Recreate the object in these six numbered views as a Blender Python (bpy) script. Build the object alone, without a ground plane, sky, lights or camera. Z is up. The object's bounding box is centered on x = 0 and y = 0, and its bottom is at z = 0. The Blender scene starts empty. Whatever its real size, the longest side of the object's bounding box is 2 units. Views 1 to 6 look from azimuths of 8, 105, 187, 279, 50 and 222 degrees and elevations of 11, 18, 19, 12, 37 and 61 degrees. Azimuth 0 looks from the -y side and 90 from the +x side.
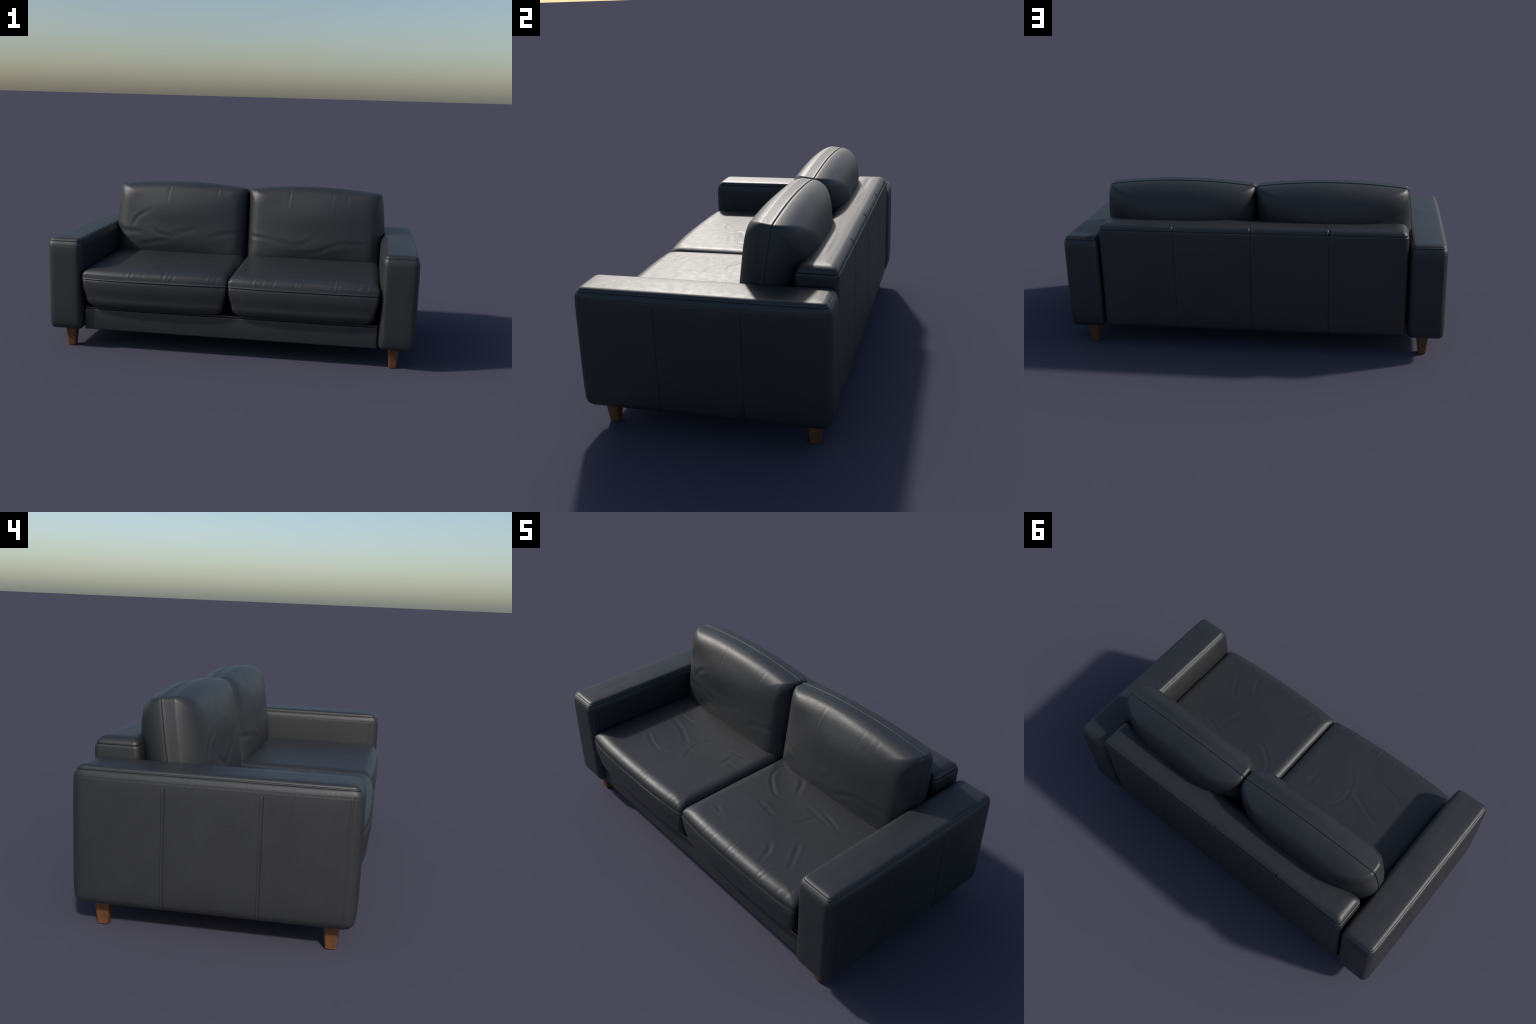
"""Two-seat black leather sofa: boxy arms with stitched caps, a panelled back,
two loose seat cushions, two loose back cushions, tapered wooden legs."""
import bpy
import numpy as np
from math import radians, sin, cos, pi

rng = np.random.default_rng(7)


# ------------------------------------------------------------------ materials
def leather(name, base=(0.0196, 0.0208, 0.0230), rough=0.47, grain=1.0):
    m = bpy.data.materials.new(name)
    m.use_nodes = True
    nt = m.node_tree
    n, l = nt.nodes, nt.links
    p = n["Principled BSDF"]
    tc = n.new("ShaderNodeTexCoord")

    def noise(scale, detail, rgh=0.55):
        t = n.new("ShaderNodeTexNoise")
        t.inputs["Scale"].default_value = scale
        t.inputs["Detail"].default_value = detail
        t.inputs["Roughness"].default_value = rgh
        l.new(tc.outputs["Object"], t.inputs["Vector"])
        return t

    # slow tone changes of the hide
    big = noise(5.0, 4)
    ramp = n.new("ShaderNodeValToRGB")
    ramp.color_ramp.elements[0].position = 0.3
    ramp.color_ramp.elements[1].position = 0.7
    ramp.color_ramp.elements[0].color = (*[c * 0.9 for c in base], 1)
    ramp.color_ramp.elements[1].color = (*[c * 1.12 for c in base], 1)
    l.new(big.outputs["Fac"], ramp.inputs["Fac"])
    l.new(ramp.outputs["Color"], p.inputs["Base Color"])
    # polish worn unevenly
    mid = noise(28.0, 6, 0.65)
    mr = n.new("ShaderNodeMapRange")
    mr.inputs["From Min"].default_value = 0.3
    mr.inputs["From Max"].default_value = 0.7
    mr.inputs["To Min"].default_value = rough - 0.03
    mr.inputs["To Max"].default_value = rough + 0.04
    l.new(mid.outputs["Fac"], mr.inputs["Value"])
    l.new(mr.outputs["Result"], p.inputs["Roughness"])
    # pebbled grain and faint creasing
    vor = n.new("ShaderNodeTexVoronoi")
    vor.feature = 'DISTANCE_TO_EDGE'
    vor.inputs["Scale"].default_value = 330.0
    l.new(tc.outputs["Object"], vor.inputs["Vector"])
    fine = noise(85.0, 6, 0.6)
    mix = n.new("ShaderNodeMath")
    mix.operation = 'MULTIPLY_ADD'
    l.new(vor.outputs["Distance"], mix.inputs[0])
    mix.inputs[1].default_value = 0.5
    l.new(fine.outputs["Fac"], mix.inputs[2])
    bump = n.new("ShaderNodeBump")
    bump.inputs["Strength"].default_value = 0.16 * grain
    bump.inputs["Distance"].default_value = 0.004
    l.new(mix.outputs["Value"], bump.inputs["Height"])
    l.new(bump.outputs["Normal"], p.inputs["Normal"])
    p.inputs["Specular IOR Level"].default_value = 0.57
    return m


def wood():
    m = bpy.data.materials.new("stained_wood")
    m.use_nodes = True
    nt = m.node_tree
    n, l = nt.nodes, nt.links
    p = n["Principled BSDF"]
    tc = n.new("ShaderNodeTexCoord")
    mp = n.new("ShaderNodeMapping")
    mp.inputs["Scale"].default_value = (60, 60, 7)
    l.new(tc.outputs["Object"], mp.inputs["Vector"])
    t = n.new("ShaderNodeTexNoise")
    t.inputs["Scale"].default_value = 1.0
    t.inputs["Detail"].default_value = 5
    l.new(mp.outputs["Vector"], t.inputs["Vector"])
    r = n.new("ShaderNodeValToRGB")
    r.color_ramp.elements[0].position = 0.3
    r.color_ramp.elements[1].position = 0.72
    r.color_ramp.elements[0].color = (0.100, 0.038, 0.015, 1)
    r.color_ramp.elements[1].color = (0.142, 0.058, 0.022, 1)
    l.new(t.outputs["Fac"], r.inputs["Fac"])
    l.new(r.outputs["Color"], p.inputs["Base Color"])
    p.inputs["Roughness"].default_value = 0.5
    return m


LEATHER = leather("black_leather")
WOOD = wood()


# ------------------------------------------------------------------ geometry tools
def outline(hx, hy, r, fx, fy, nc):
    """Rounded rectangle, counter-clockwise; fx, fy are fractions along the straight sides."""
    r = max(min(r, hx * 0.999, hy * 0.999), 1e-5)
    ax, ay = hx - r, hy - r
    arc = np.linspace(0, pi / 2, nc + 2)
    ca, sa = np.cos(arc) * r, np.sin(arc) * r
    fxi, fyi = fx[1:-1], fy[1:-1]
    parts = [np.stack([np.full_like(fyi, hx), fyi * ay], 1),
             np.stack([ax + ca, ay + sa], 1),
             np.stack([fxi[::-1] * ax, np.full_like(fxi, hy)], 1),
             np.stack([-ax - sa, ay + ca], 1),
             np.stack([np.full_like(fyi, -hx), fyi[::-1] * ay], 1),
             np.stack([-ax - ca, -ay - sa], 1),
             np.stack([fxi * ax, np.full_like(fxi, -hy)], 1),
             np.stack([ax + sa, -ay - ca], 1)]
    return np.vstack(parts)


def loft(name, rings, cap_start=True, cap_end=True, flip=False):
    """Skin a list of equal-length rings (N,3); the ends close on a centre point."""
    n, k = len(rings[0]), len(rings)
    v = np.vstack(rings)
    i = np.arange(n)
    j = (i + 1) % n
    quads = np.concatenate([np.stack([r * n + i, r * n + j, (r + 1) * n + j, (r + 1) * n + i], 1) for r in range(k - 1)])
    faces = quads.tolist()
    extra = []
    if cap_start:
        c = len(v) + len(extra)
        extra.append(rings[0].mean(0))
        faces += [[c, int(b), int(a)] for a, b in zip(i, j)]
    if cap_end:
        c = len(v) + len(extra)
        extra.append(rings[-1].mean(0))
        o = (k - 1) * n
        faces += [[c, int(o + a), int(o + b)] for a, b in zip(i, j)]
    if extra:
        v = np.vstack([v, np.array(extra)])
    if flip:
        faces = [f[::-1] for f in faces]
    me = bpy.data.meshes.new(name)
    me.from_pydata(v.tolist(), [], faces)
    me.update()
    me.polygons.foreach_set("use_smooth", np.ones(len(me.polygons), bool))
    return me


def coords(me):
    a = np.empty(len(me.vertices) * 3)
    me.vertices.foreach_get("co", a)
    return a.reshape(-1, 3)


def normals(me):
    a = np.empty(len(me.vertices) * 3)
    me.vertices.foreach_get("normal", a)
    return a.reshape(-1, 3)


def displace(me, amount):
    v = coords(me) + normals(me) * amount[:, None]
    me.vertices.foreach_set("co", v.ravel())
    me.update()


def add(name, me, mat, parent):
    me.materials.append(mat)
    o = bpy.data.objects.new(name, me)
    bpy.context.scene.collection.objects.link(o)
    if parent:
        o.parent = parent
    return o


def refined(lo, hi, step, spots=(), half=0.014, fine=0.0012):
    """Even stations, made denser around the given spots."""
    s = list(np.linspace(lo, hi, max(2, int(round((hi - lo) / step)) + 1)))
    for c in spots:
        s = [x for x in s if abs(x - c) > half or x in (lo, hi)]
        s += list(np.arange(c - half, c + half + 1e-9, fine))
    s = np.unique(np.round(np.clip(s, lo, hi), 6))
    keep = [s[0]]
    for x in s[1:]:
        if x - keep[-1] > fine * 0.4:
            keep.append(x)
    keep[-1] = s[-1]
    return np.array(keep)


def smooth(x, a, b):
    t = np.clip((x - a) / (b - a), 0, 1)
    return t * t * (3 - 2 * t)


def bell(x, w):
    return np.exp(-(x / w) ** 2)


def quarter(d0, w0, d1, w1, n, p=2.0):
    """Rounded shoulder from a wall (d0,w0) to a face (d1,w1); p > 2 is boxier."""
    out = []
    for t in np.linspace(0, pi / 2, n + 1)[1:]:
        out.append((d0 + (d1 - d0) * (1 - cos(t) ** (2 / p)), w0 + (w1 - w0) * sin(t) ** (2 / p)))
    return out


def spline(pts, n=40):
    """Catmull-Rom through a few control points."""
    p = np.array(pts, float)
    q = np.vstack([2 * p[0] - p[1], p, 2 * p[-1] - p[-2]])
    out = []
    m = len(p) - 1
    for s in range(m):
        t = np.linspace(0, 1, max(4, n // m), endpoint=(s == m - 1))[:, None]
        a, b, c, d = q[s:s + 4]
        out.append(0.5 * ((2 * b) + (-a + c) * t + (2 * a - 5 * b + 4 * c - d) * t ** 2 + (-a + 3 * b - 3 * c + d) * t ** 3))
    return np.vstack(out)


def creases(uv, strokes, width, depth):
    """Soft folds along strokes: a furrow with a low swell on one side of it."""
    total = np.zeros(len(uv))
    for k, st in enumerate(strokes):
        st, gain = (st[0], st[1]) if isinstance(st, tuple) else (st, 1.0)
        c = spline(st)
        w = width * (0.85 + 0.3 * ((k * 37) % 10) / 10)
        lo, hi = c.min(0) - 4 * w, c.max(0) + 4 * w
        idx = np.where(((uv > lo) & (uv < hi)).all(1))[0]
        if not len(idx):
            continue
        d2 = ((uv[idx][:, None, :] - c[None]) ** 2).sum(2)
        near = d2.argmin(1)
        tang = np.gradient(c, axis=0)
        tang /= np.linalg.norm(tang, axis=1)[:, None]
        rel = uv[idx] - c[near]
        side = tang[near, 0] * rel[:, 1] - tang[near, 1] * rel[:, 0]
        dist = np.sqrt(d2[np.arange(len(idx)), near])
        s = np.where(side >= 0, dist, -dist)
        f = near / (len(c) - 1)
        fade = np.sin(pi * np.clip(f * 0.9 + 0.05, 0, 1)) ** 0.8
        beyond = dist ** 2 - side ** 2
        fade = fade * np.exp(-beyond / (w * w))
        total[idx] += gain * depth * fade * (-bell(s, w) + 0.55 * bell(s - 1.7 * w, w * 1.1) + 0.35 * bell(s + 1.8 * w, w * 1.1))
    return total


def waves(p, seed, size, n=10):
    """Slow, irregular swelling of a stuffed surface."""
    r = np.random.default_rng(seed)
    out = np.zeros(len(p))
    for _ in range(n):
        k = r.normal(size=3)
        k *= r.uniform(6, 17) / np.linalg.norm(k)
        out += np.sin(p @ k + r.uniform(0, 2 * pi))
    return out * size / np.sqrt(n)


# ------------------------------------------------------------------ the sofa
sofa = bpy.data.objects.new("sofa", None)
bpy.context.scene.collection.objects.link(sofa)
sofa["label"] = "black leather two-seat sofa with boxy arms and wooden legs"
sofa["category"] = "sofa"

ARM_IN, ARM_OUT = 0.7975, 0.9995
ARM_FRONT, ARM_BACK = -0.498, 0.5215
ARM_BASE = 0.105
SIDE_SEAMS = (-0.160, 0.182)
FRONT_SEAM = -0.463
BACK_SEAMS = (-0.4, 0.0, 0.4)


def padded(p, lo, hi, swell, power=7):
    """Upholstery: faces stay full in the middle and draw in towards their edges."""
    lo, hi = np.array(lo), np.array(hi)
    c, h = (hi + lo) / 2, (hi - lo) / 2
    t = np.clip(np.abs((p - c) / h), 0, 1) ** power
    out = p.copy()
    for k in range(3):
        a, b = [q for q in range(3) if q != k]
        edge = 1 - (1 - t[:, a]) * (1 - t[:, b])
        out[:, k] -= np.sign(p[:, k] - c[k]) * swell[k] * edge * np.clip(np.abs((p[:, k] - c[k]) / h[k]), 0, 1) ** 2
    return out


def make_arm(sign):
    hx, hy = (ARM_OUT - ARM_IN) / 2, (ARM_BACK - ARM_FRONT) / 2
    cx, cy = sign * (ARM_OUT + ARM_IN) / 2, (ARM_BACK + ARM_FRONT) / 2
    r = 0.026
    x0, x1 = sorted((sign * ARM_IN, sign * ARM_OUT))

    def pad(p):
        return padded(p, (x0, ARM_FRONT, ARM_BASE), (x1, ARM_BACK, 0.62), (0.010, 0.013, 0.0))

    ys = refined(-(hy - r), hy - r, 0.012, [y - cy for y in SIDE_SEAMS + (FRONT_SEAM,)])
    fy = ys / (hy - r)
    fx = np.linspace(-1, 1, 14)
    prof = [(0.06, ARM_BASE + 0.0005)] + [(d, z) for d, z in reversed(quarter(0, ARM_BASE + 0.032, 0.032, ARM_BASE, 9))]
    prof += [(0.0, z) for z in refined(ARM_BASE + 0.032, 0.568, 0.012, (0.555,), 0.013, 0.0016)]
    prof += quarter(0, 0.568, 0.0145, 0.5995, 18)[:-2]
    prof += [(0.0135, 0.5978), (0.020, 0.597), (0.05, 0.597)]
    rings = []
    for d, z in prof:
        o = outline(hx - d, hy - d, max(r - d * 0.35, 0.006), fx, fy, 9)
        # the side panels are padded: a slight belly
        rings.append(pad(np.column_stack([cx + o[:, 0], cy + o[:, 1], np.full(len(o), z)])))
    me = loft("arm", rings)
    v, nn = coords(me), normals(me)
    side = smooth(np.abs(nn[:, 0]), 0.25, 0.7)
    outer = side * (nn[:, 0] * sign > 0)
    under = smooth(-nn[:, 2], 0.3, 0.8)
    y, z = v[:, 1], v[:, 2]
    am = np.zeros(len(v))
    top = 1 - smooth(z, 0.550, 0.557)
    for y0 in SIDE_SEAMS:
        am += outer * top * (0.0012 * smooth(y - y0, 0.0, 0.002) * (1 - smooth(y - y0, 0.006, 0.010)) - 0.0028 * bell(y - y0, 0.0022))
    top = 1 - smooth(z, 0.570, 0.578)
    am += np.maximum(side * top, under) * (0.0011 * bell(y - FRONT_SEAM - 0.0075, 0.004) + 0.0008 * bell(y - FRONT_SEAM + 0.006, 0.004)
                                           - 0.0034 * bell(y - FRONT_SEAM, 0.0022))
    am += waves(v * 0.7, 11 + int(sign), 0.0006) * side
    am -= 0.0006 * bell(z - 0.5725, 0.0022) * smooth(np.abs(nn[:, 0]) + np.abs(nn[:, 1]), 0.3, 0.7)   # stitch line under the cap
    displace(me, am)
    arm = add("arm", me, LEATHER, sofa)
    # stitched cap on the top: rolled hem, crease, flat cushion
    prof = [(0.035, 0.5955), (0.014, 0.5962)]
    prof += [(0.0072 + 0.0026 * (1 - sin(t)), 0.5998 - 0.0026 * cos(t)) for t in np.linspace(0.1, 2.5, 8)]
    prof += [(0.0112, 0.6024), (0.0122, 0.6036)]
    prof += quarter(0.0124, 0.6042, 0.034, 0.6144, 11)
    prof += [(0.041, 0.6148), (0.05, 0.6152), (0.07, 0.6155), (0.088, 0.6156)]
    rings = []
    fyc = np.linspace(-1, 1, 70)
    for d, z in prof:
        o = outline(hx - d, hy - d, max(r - d * 0.45, 0.004), fx, fyc, 9)
        rings.append(pad(np.column_stack([cx + o[:, 0], cy + o[:, 1], np.full(len(o), z)])))
    me = loft("arm_cap", rings)
    v, nn = coords(me), normals(me)
    displace(me, waves(v * np.array([1.6, 1.0, 1.0]), 31 + int(sign), 0.0003) * smooth(nn[:, 2], 0.4, 0.95))
    add("arm_cap", me, LEATHER, arm)


def make_backrest():
    hx, y0, y1 = 0.7970, 0.332, 0.5180
    hy, cy = (y1 - y0) / 2, (y1 + y0) / 2
    r = 0.024
    xs = refined(-(hx - r), hx - r, 0.014, BACK_SEAMS, 0.012, 0.0012)
    fx = xs / (hx - r)
    fy = np.linspace(-1, 1, 14)
    prof = [(0.06, 0.1115)] + list(reversed(quarter(0, 0.139, 0.027, 0.111, 8)))
    prof += [(0.0, z) for z in refined(0.139, 0.645, 0.014)]
    prof += quarter(0, 0.646, 0.0065, 0.6545, 6)[:-1]
    prof += [(0.0080, 0.6528), (0.05, 0.652)]
    def pad(p):
        return padded(p, (-hx, y0 - 0.01, 0.108), (hx, y1, 0.665), (0.0, 0.0060, 0.0), 4)

    rings = [pad(np.column_stack([o[:, 0], cy + o[:, 1], np.full(len(o), z)]))
             for d, z in prof for o in [outline(hx - d, hy - d, max(r - d * 0.4, 0.006), fx, fy, 9)]]
    me = loft("backrest_panel", rings)
    v, nn = coords(me), normals(me)
    rear = smooth(nn[:, 1], 0.2, 0.7)
    am = waves(v * 0.6, 5, 0.0007) * rear
    for x0 in BACK_SEAMS:
        s = v[:, 0] - x0
        am += rear * (0.0007 * bell(s - 0.006, 0.004) + 0.0007 * bell(s + 0.006, 0.004) - 0.0027 * bell(s, 0.0021))
    displace(me, am)
    back = add("backrest_panel", me, LEATHER, sofa)
    # padded cap along the top
    prof = [(0.04, 0.6500), (0.0095, 0.6515), (0.0068, 0.6535), (0.0058, 0.6552)]
    prof += [(d, z) for d, z in quarter(0.0055, 0.6565, 0.046, 0.6850, 16, 1.9)]
    prof += [(0.052, 0.6856), (0.060, 0.6861), (0.07, 0.6864), (0.088, 0.6865)]
    rings = [pad(np.column_stack([o[:, 0], cy + o[:, 1], np.full(len(o), z)]))
             for d, z in prof for o in [outline(hx - d, hy - d, max(r - d * 0.35, 0.001), fx, fy, 9)]]
    me = loft("backrest_cap", rings)
    v, nn = coords(me), normals(me)
    am = waves(v, 8, 0.0004) * smooth(nn[:, 2], 0.2, 0.8)
    rear = smooth(nn[:, 1], 0.15, 0.45) * (1 - smooth(v[:, 2], 0.676, 0.681))
    for x0 in BACK_SEAMS:
        s = v[:, 0] - x0
        am += rear * (0.0011 * bell(s - 0.008, 0.0045) + 0.0011 * bell(s + 0.008, 0.0045) - 0.0046 * bell(s, 0.0034))
    displace(me, am)
    add("backrest_cap", me, LEATHER, back)


def box(name, lo, hi, r, parent, step=0.03, mat=LEATHER):
    lo, hi = np.array(lo), np.array(hi)
    h, c = (hi - lo) / 2, (hi + lo) / 2
    fx = np.linspace(-1, 1, max(3, int(2 * h[0] / step)))
    fy = np.linspace(-1, 1, max(3, int(2 * h[1] / step)))
    prof = [(r, lo[2])] + list(reversed(quarter(0, lo[2] + r, r, lo[2], 5)))[1:] + [(0, lo[2] + r), (0, c[2]), (0, hi[2] - r)] + quarter(0, hi[2] - r, r, hi[2], 5)
    inner = min(h[0], h[1]) * 0.8
    prof = [(inner, lo[2])] + prof + [(inner, hi[2])]
    rings = [np.column_stack([c[0] + o[:, 0], c[1] + o[:, 1], np.full(len(o), z)])
             for d, z in prof for o in [outline(h[0] - d, h[1] - d, r, fx, fy, 5)]]
    return add(name, loft(name, rings), mat, parent)


def cushion_half(prof, hx, hy, r0, grow, inner, dome, nx, ny, power=1.6):
    """Rings of one face of a cushion: edge profile (inset, depth), then the face
    shrinking to its centre while it swells by `dome`."""
    fx, fy = np.linspace(-1, 1, nx), np.linspace(-1, 1, ny)
    rings = []
    for d, w in prof:
        o = outline(hx - d, hy - d, r0 + grow * max(d, 0), fx, fy, 10)
        rings.append(np.column_stack([o, np.full(len(o), w)]))
    d, w = prof[-1]
    ax, ay, ar = hx - d, hy - d, r0 + grow * max(d, 0)
    for s in np.linspace(1, 0, inner + 1)[1:]:
        s2 = max(s, 0.004)
        o = outline(ax * s2, ay * s2, min(ar, ar * s2 * 1.0), fx, fy, 10)
        u, v = np.clip(np.abs(o[:, 0]) / ax, 0, 1), np.clip(np.abs(o[:, 1]) / ay, 0, 1)
        rings.append(np.column_stack([o, w + dome * (1 - u ** 2) ** power * (1 - v ** 3) ** power]))
    return rings


def soften(rings, first, times):
    """Relax the profile beyond its first rings, so shoulder and face flow together."""
    a = np.array(rings)
    for _ in range(times):
        a[first:-1] = 0.25 * a[first - 1:-2] + 0.5 * a[first:-1] + 0.25 * a[first + 1:]
    return list(a)


def pillow_half(hx, hy, r0, r1, depth, p, tuck, n, nx, ny):
    """Half a stuffed pillow: outlines shrink to the centre while the depth follows a
    superellipse; corners get rounder away from the seam; `tuck` sinks the seam edge."""
    fx, fy = np.linspace(-1, 1, nx), np.linspace(-1, 1, ny)
    rings = []
    if not tuck:
        for d, w in LIP:
            rings.append(np.column_stack([outline(hx - d, hy - d, r0, fx, fy, 10), np.full((len(fx) + len(fy) - 4) * 2 + 48, w)]))
    start = 0.0 if tuck else 0.12
    for t in np.concatenate([np.linspace(start, start + 0.1, 7), np.linspace(start + 0.1, pi / 2, n)[1:]]):
        s = max(cos(t) ** (2 / p), 0.004)
        k = sin(t) ** (2 / p)
        ins = tuck * (1 - smooth(k, 0.0, 0.05))
        r = (r0 + (r1 - r0) * smooth(k, 0.0, 1.0))
        o = outline(hx * s - ins * s, hy * s - ins * s, min(r, 0.6 * hy * s), fx, fy, 10)
        w = depth * k
        if w < 0:
            w -= 0.0005
        elif w < 0.012:
            continue
        rings.append(np.column_stack([o, np.full(len(o), w)]))
    return rings


# profile (inset, depth) of the rolled lip along a cushion seam
LIP = [(0.0022, 0.0), (0.0006, 0.0002), (-0.0012, 0.0006), (-0.0021, 0.0013), (-0.0023, 0.0022), (-0.0017, 0.0032), (-0.0006, 0.0044), (0.0, 0.0062)]


# folds on the seats, in plan (x, y)
SEAT_FOLDS = {
    1: [([(0.07, 0.05), (0.10, -0.02), (0.16, -0.07), (0.22, -0.10), (0.30, -0.09)], 1.2),
        ([(0.28, -0.02), (0.26, 0.02), (0.23, 0.06), (0.20, 0.07)], 1.2),
        ([(0.20, -0.19), (0.27, -0.20), (0.35, -0.21)], 0.9),
        ([(0.09, -0.25), (0.14, -0.23), (0.19, -0.22)], 0.5),
        ([(0.43, -0.20), (0.45, -0.13), (0.47, -0.06)], 0.9),
        ([(0.34, -0.05), (0.41, -0.05), (0.47, -0.05), (0.53, -0.06), (0.60, -0.05)], 0.7),
        ([(0.46, -0.02), (0.52, -0.03), (0.59, -0.05)], 1.0),
        ([(0.55, -0.13), (0.61, -0.11), (0.69, -0.07)], 0.7),
        ([(0.45, -0.33), (0.49, -0.37), (0.52, -0.45)], 1.0),
        ([(0.54, -0.24), (0.58, -0.29), (0.64, -0.39)], 1.2),
        ([(0.09, -0.36), (0.13, -0.37), (0.17, -0.38)], 0.8),
        ([(0.13, -0.46), (0.14, -0.42), (0.15, -0.40), (0.20, -0.40)], 0.8)],
    -1: [([(-0.61, -0.27), (-0.55, -0.30), (-0.45, -0.32), (-0.38, -0.30)], 0.9),
         ([(-0.64, -0.10), (-0.53, -0.12), (-0.43, -0.16), (-0.39, -0.18)], 1.2),
         ([(-0.65, -0.04), (-0.56, -0.05), (-0.49, -0.04), (-0.43, -0.01)], 0.9),
         ([(-0.33, -0.21), (-0.35, -0.15), (-0.34, -0.09), (-0.31, -0.04)], 0.8),
         ([(-0.28, -0.28), (-0.31, -0.24), (-0.33, -0.21), (-0.30, -0.19), (-0.22, -0.16)], 0.8),
         ([(-0.26, -0.24), (-0.20, -0.23), (-0.14, -0.22)], 0.7),
         ([(-0.26, -0.08), (-0.19, -0.05), (-0.07, -0.02)], 0.8),
         ([(-0.15, -0.18), (-0.14, -0.12), (-0.15, -0.06)], 0.8),
         ([(-0.14, -0.12), (-0.09, -0.12), (-0.04, -0.11)], 0.9)],
}
# puckers across the front edge of the seats: (x, strength)
SEAT_PUCKERS = {
    1: [(0.134, 1.0), (0.192, 0.7), (0.253, 0.9), (0.357, 1.0), (0.378, 0.7), (0.415, 0.5), (0.561, 1.0), (0.585, 0.8), (0.692, 0.9), (0.733, 1.0)],
    -1: [(-0.55, 0.6), (-0.52, 0.7), (-0.45, 0.5), (-0.345, 1.2), (-0.318, 0.5), (-0.285, 0.7), (-0.117, 0.8), (-0.085, 0.5), (-0.054, 1.0)],
}
# folds on the fronts of the back cushions (x, z)
BACK_FOLDS = {
    1: [([(0.02, 0.575), (0.07, 0.572), (0.13, 0.566)], 1.6),
        ([(0.13, 0.57), (0.22, 0.55), (0.31, 0.535), (0.37, 0.56), (0.42, 0.60)], 1.0),
        ([(0.33, 0.485), (0.42, 0.50), (0.48, 0.525), (0.54, 0.55), (0.57, 0.56)], 1.2),
        ([(0.56, 0.565), (0.62, 0.555), (0.71, 0.56)], 1.1)],
    -1: [([(-0.70, 0.60), (-0.66, 0.66), (-0.58, 0.71)], 1.2),
         ([(-0.76, 0.572), (-0.70, 0.572), (-0.63, 0.570)], 1.4),
         ([(-0.66, 0.49), (-0.55, 0.515), (-0.43, 0.535)], 1.3),
         ([(-0.58, 0.60), (-0.52, 0.565), (-0.45, 0.555), (-0.40, 0.56)], 1.2),
         ([(-0.45, 0.575), (-0.37, 0.585), (-0.29, 0.61)], 1.0),
         ([(-0.23, 0.55), (-0.15, 0.575), (-0.04, 0.585)], 1.2)],
}
BACK_PUCKERS = {1: [(0.255, 0.8), (0.508, 0.4), (0.56, 0.3), (0.60, 0.4)], -1: [(-0.474, 0.45), (-0.177, 0.8), (-0.068, 0.6)]}


def make_seat(sign):
    hx, hy = 0.3975, 0.400
    cx, cy, cz = sign * 0.4, -0.097, 0.400
    R0 = 0.012

    def place(p):
        a, b, w = p[:, 0], p[:, 1], p[:, 2]
        front = np.clip(-b / hy, 0, 1) ** 2
        bow = (0.018 if sign > 0 else 0.021) * np.clip(1 - np.abs(a / hx) ** 3, 0, 1) * front
        lower = np.clip(-w / 0.17, 0, 1)
        fwd = 0.020 * lower * front            # the front face leans in less than the sides
        side = np.clip(np.abs(a) / hx, 0, 1)
        plump = 0.007 * np.clip(w / 0.06, 0, 1) * smooth(side, 0.80, 0.97) * np.sign(a)   # pressed square against its neighbours
        a = np.clip(a + plump, -hx, hx)
        return np.column_stack([cx + a, cy + b - bow - fwd, cz + w])

    # the upper panel ends in a small rolled lip; the lower one is tucked in under it
    up = LIP + [(0.0012, 0.013)] + quarter(0.0016, 0.015, 0.056, 0.0590, 18, 2.05)
    down = [(0.0055, -0.0005), (0.0030, -0.0025), (0.0018, -0.006), (0.0012, -0.012), (0.0015, -0.022), (0.004, -0.045), (0.010, -0.075), (0.017, -0.100)]
    down += quarter(0.017, -0.100, 0.080, -0.171, 14, 2.15)
    top = cushion_half(up, hx, hy, R0, 0.75, 100, 0.002, 170, 170)
    bot = cushion_half(down, hx, hy, R0, 0.6, 24, -0.001, 170, 170)
    rings = [place(r) for r in bot[::-1]] + [place(r) for r in top]
    me = loft("seat_cushion", rings)
    v, nn = coords(me), normals(me)
    up_face = smooth(nn[:, 2], 0.35, 0.8)
    am = creases(v[:, :2], SEAT_FOLDS[sign], 0.0110, 0.0012) * up_face
    am += waves(v, 51 + sign, 0.0014) * up_face
    sag = np.exp(-((v[:, 0] - cx - 0.05) / 0.21) ** 2 - ((v[:, 1] + 0.02) / 0.17) ** 2)
    am -= (0.0075 if sign > 0 else 0.004) * sag * up_face
    zone = smooth(v[:, 2], 0.412, 0.428) * (1 - smooth(v[:, 1], -0.465, -0.425))
    for k, (x0, g) in enumerate(SEAT_PUCKERS[sign]):
        s = v[:, 0] - x0 - 0.35 * (v[:, 2] - 0.44) - 0.1 * (k % 3 - 1) * (v[:, 1] + 0.47)
        am += g * zone * 0.0008 * (-bell(s, 0.0065) + 0.6 * bell(s - 0.012, 0.0075))
    displace(me, am)
    add("seat_cushion", me, LEATHER, sofa)


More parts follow.
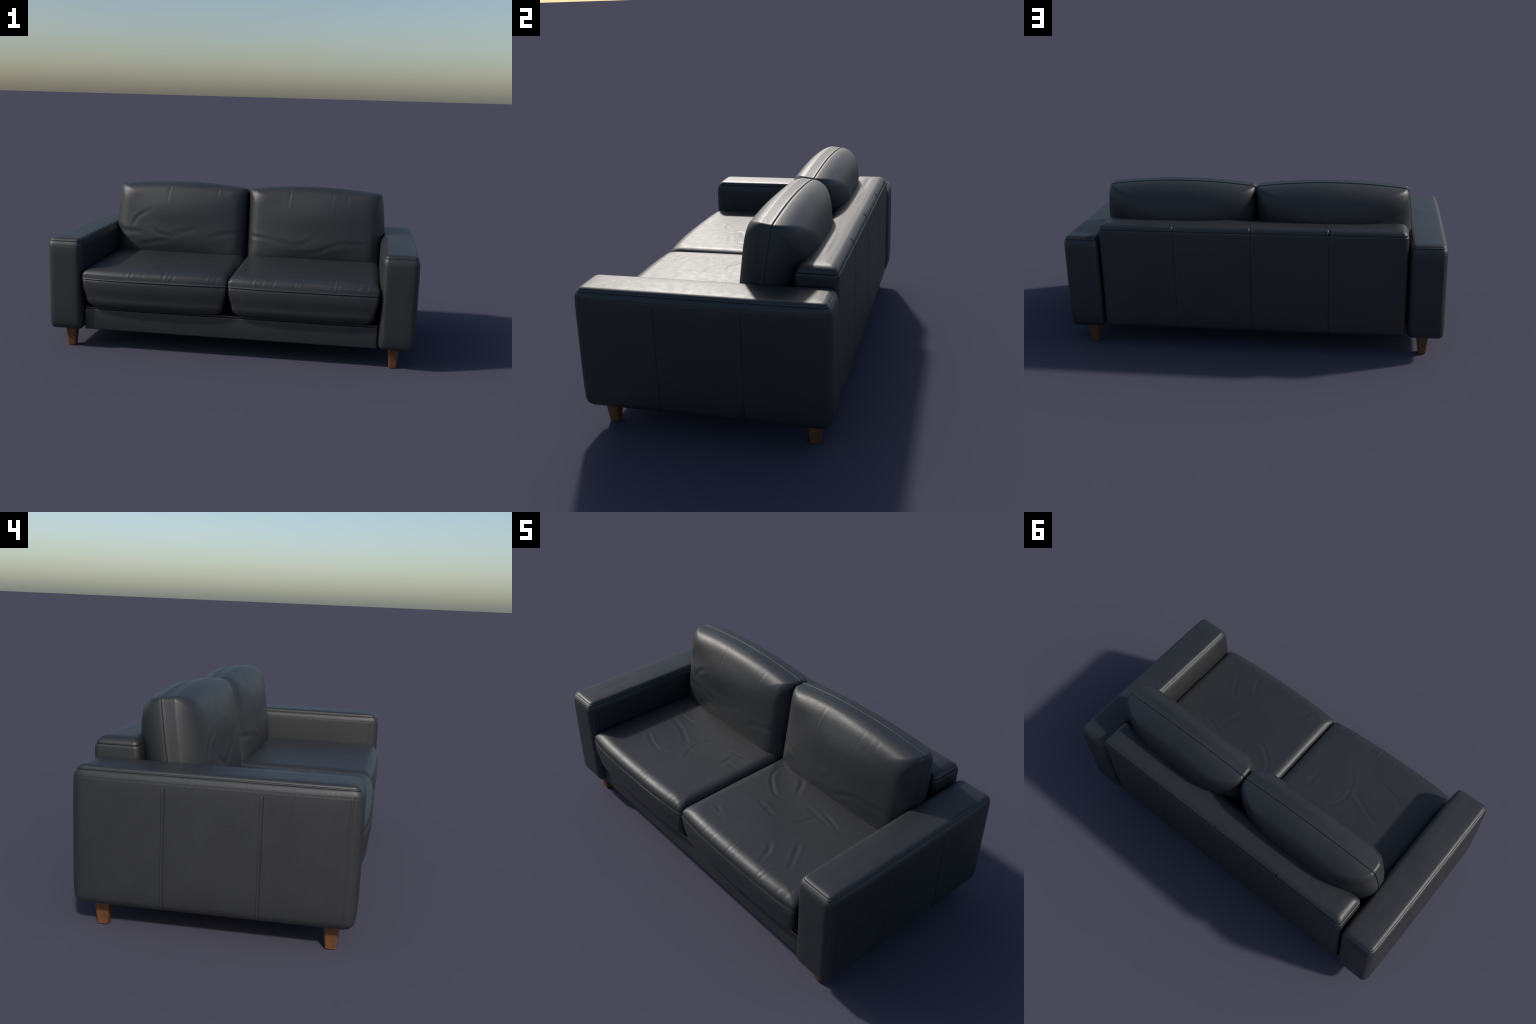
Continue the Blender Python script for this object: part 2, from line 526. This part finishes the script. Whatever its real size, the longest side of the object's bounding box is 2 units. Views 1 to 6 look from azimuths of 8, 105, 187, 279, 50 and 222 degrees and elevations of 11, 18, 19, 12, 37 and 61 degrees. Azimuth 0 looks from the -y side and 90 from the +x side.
def make_back_cushion(sign):
    hx, hb = 0.3945, 0.228
    tilt = radians(8.5)
    c0 = np.array([sign * 0.3985, 0.2231, 0.6128])
    e_b, e_w = np.array([0, sin(tilt), cos(tilt)]), np.array([0, -cos(tilt), sin(tilt)])
    R0 = 0.014

    def place(p):
        a, b, w = p[:, 0], p[:, 1], p[:, 2]
        t = np.clip(b / hb, 0, 1) ** 2
        w = np.where(w > 0, w * (1 - 0.055 * np.exp(-(a / 0.24) ** 2 - ((b + 0.03) / 0.10) ** 2)), w)     # sat-in hollow low on the front
        b = b + 0.027 * np.clip(1 - (a / hx) ** 2, 0, 1) * t
        a = a - np.sign(a) * 0.011 * np.clip(np.abs(a) / hx, 0, 1) ** 4 * smooth(w, 0.045, 0.115)
        # the outer side spreads over the arm further down, the inner one presses on its neighbour
        spread = (1 - np.clip((b - 0.0) / 0.222, 0, 1) ** 2) * (1 - 0.45 * np.clip(w / 0.12, 0, 1))
        reach = np.where(a * sign > 0, 0.022, 0.003)
        a = a + np.sign(a) * reach * spread * np.clip(np.abs(a) / hx, 0, 1) ** 2
        return c0 + np.outer(a, [1, 0, 0]) + np.outer(b, e_b) + np.outer(w, e_w)

    # front: boxed side wall, rounded shoulder, then a steadily swelling face
    front = LIP + [(0.0004, 0.013), (0.0010, 0.028)]
    front += [(0.0016 + 0.066 * (1 - cos(t)), 0.044 + 0.072 * sin(t)) for t in np.linspace(0, 1.36, 24)]
    f = cushion_half(front, hx, hb, R0, 0.95, 90, 0.0320, 170, 100, power=1.1)
    f = soften(f, len(LIP) + 4, 60)
    b = pillow_half(hx, hb, R0, 0.10, -0.161, 2.4, 0.0016, 60, 170, 100)
    rings = [place(r) for r in b[::-1]] + [place(r) for r in f]
    me = loft("back_cushion", rings)
    v, nn = coords(me), normals(me)
    face = smooth(-nn[:, 1], 0.3, 0.75)
    am = creases(v[:, [0, 2]], BACK_FOLDS[sign], 0.0145, 0.0012) * smooth(-nn[:, 1], 0.1, 0.5)
    am += waves(v, 71 + sign, 0.0016) * face
    zone = smooth(nn[:, 2], 0.22, 0.5) * (1 - smooth(nn[:, 2], 0.72, 0.92)) * smooth(-nn[:, 1], 0.1, 0.35)
    for x0, g in BACK_PUCKERS[sign]:
        s = v[:, 0] - x0 - 0.12 * (v[:, 2] - 0.83)
        am += g * zone * 0.0010 * (-bell(s, 0.0075) + 0.6 * bell(s - 0.014, 0.0085))
    displace(me, am)
    add("back_cushion", me, LEATHER, sofa)


def make_legs():
    top, foot, height = 0.0325, 0.0205, 0.118
    fx = np.linspace(-1, 1, 4)
    rings = []
    for z, h in [(0.0, foot - 0.0015), (0.0015, foot), (height, top)]:
        o = outline(h, h, h * 0.38, fx, fx, 4)
        rings.append(np.column_stack([o, np.full(len(o), z)]))
    me = loft("leg", rings)
    me.materials.append(WOOD)
    for x in (-0.887, 0.887):
        for y in (-0.411, 0.4345):
            o = bpy.data.objects.new("leg", me)
            o.location = (x, y, 0)
            o.parent = sofa
            bpy.context.scene.collection.objects.link(o)


for sgn in (-1, 1):
    make_arm(sgn)
make_backrest()
rail = box("base_rail", (-0.7975, -0.463, 0.109), (0.7975, -0.4485, 0.224), 0.0068, sofa)
box("seat_deck", (-0.7985, -0.448, 0.122), (0.7985, 0.331, 0.2330), 0.004, sofa, step=0.1)
for sgn in (-1, 1):
    make_seat(sgn)
for sgn in (-1, 1):
    make_back_cushion(sgn)
make_legs()
for me in bpy.data.meshes:
    if me.name.startswith("leg") :
        for p in me.polygons:
            p.use_smooth = True
        me.set_sharp_from_angle(angle=radians(35))
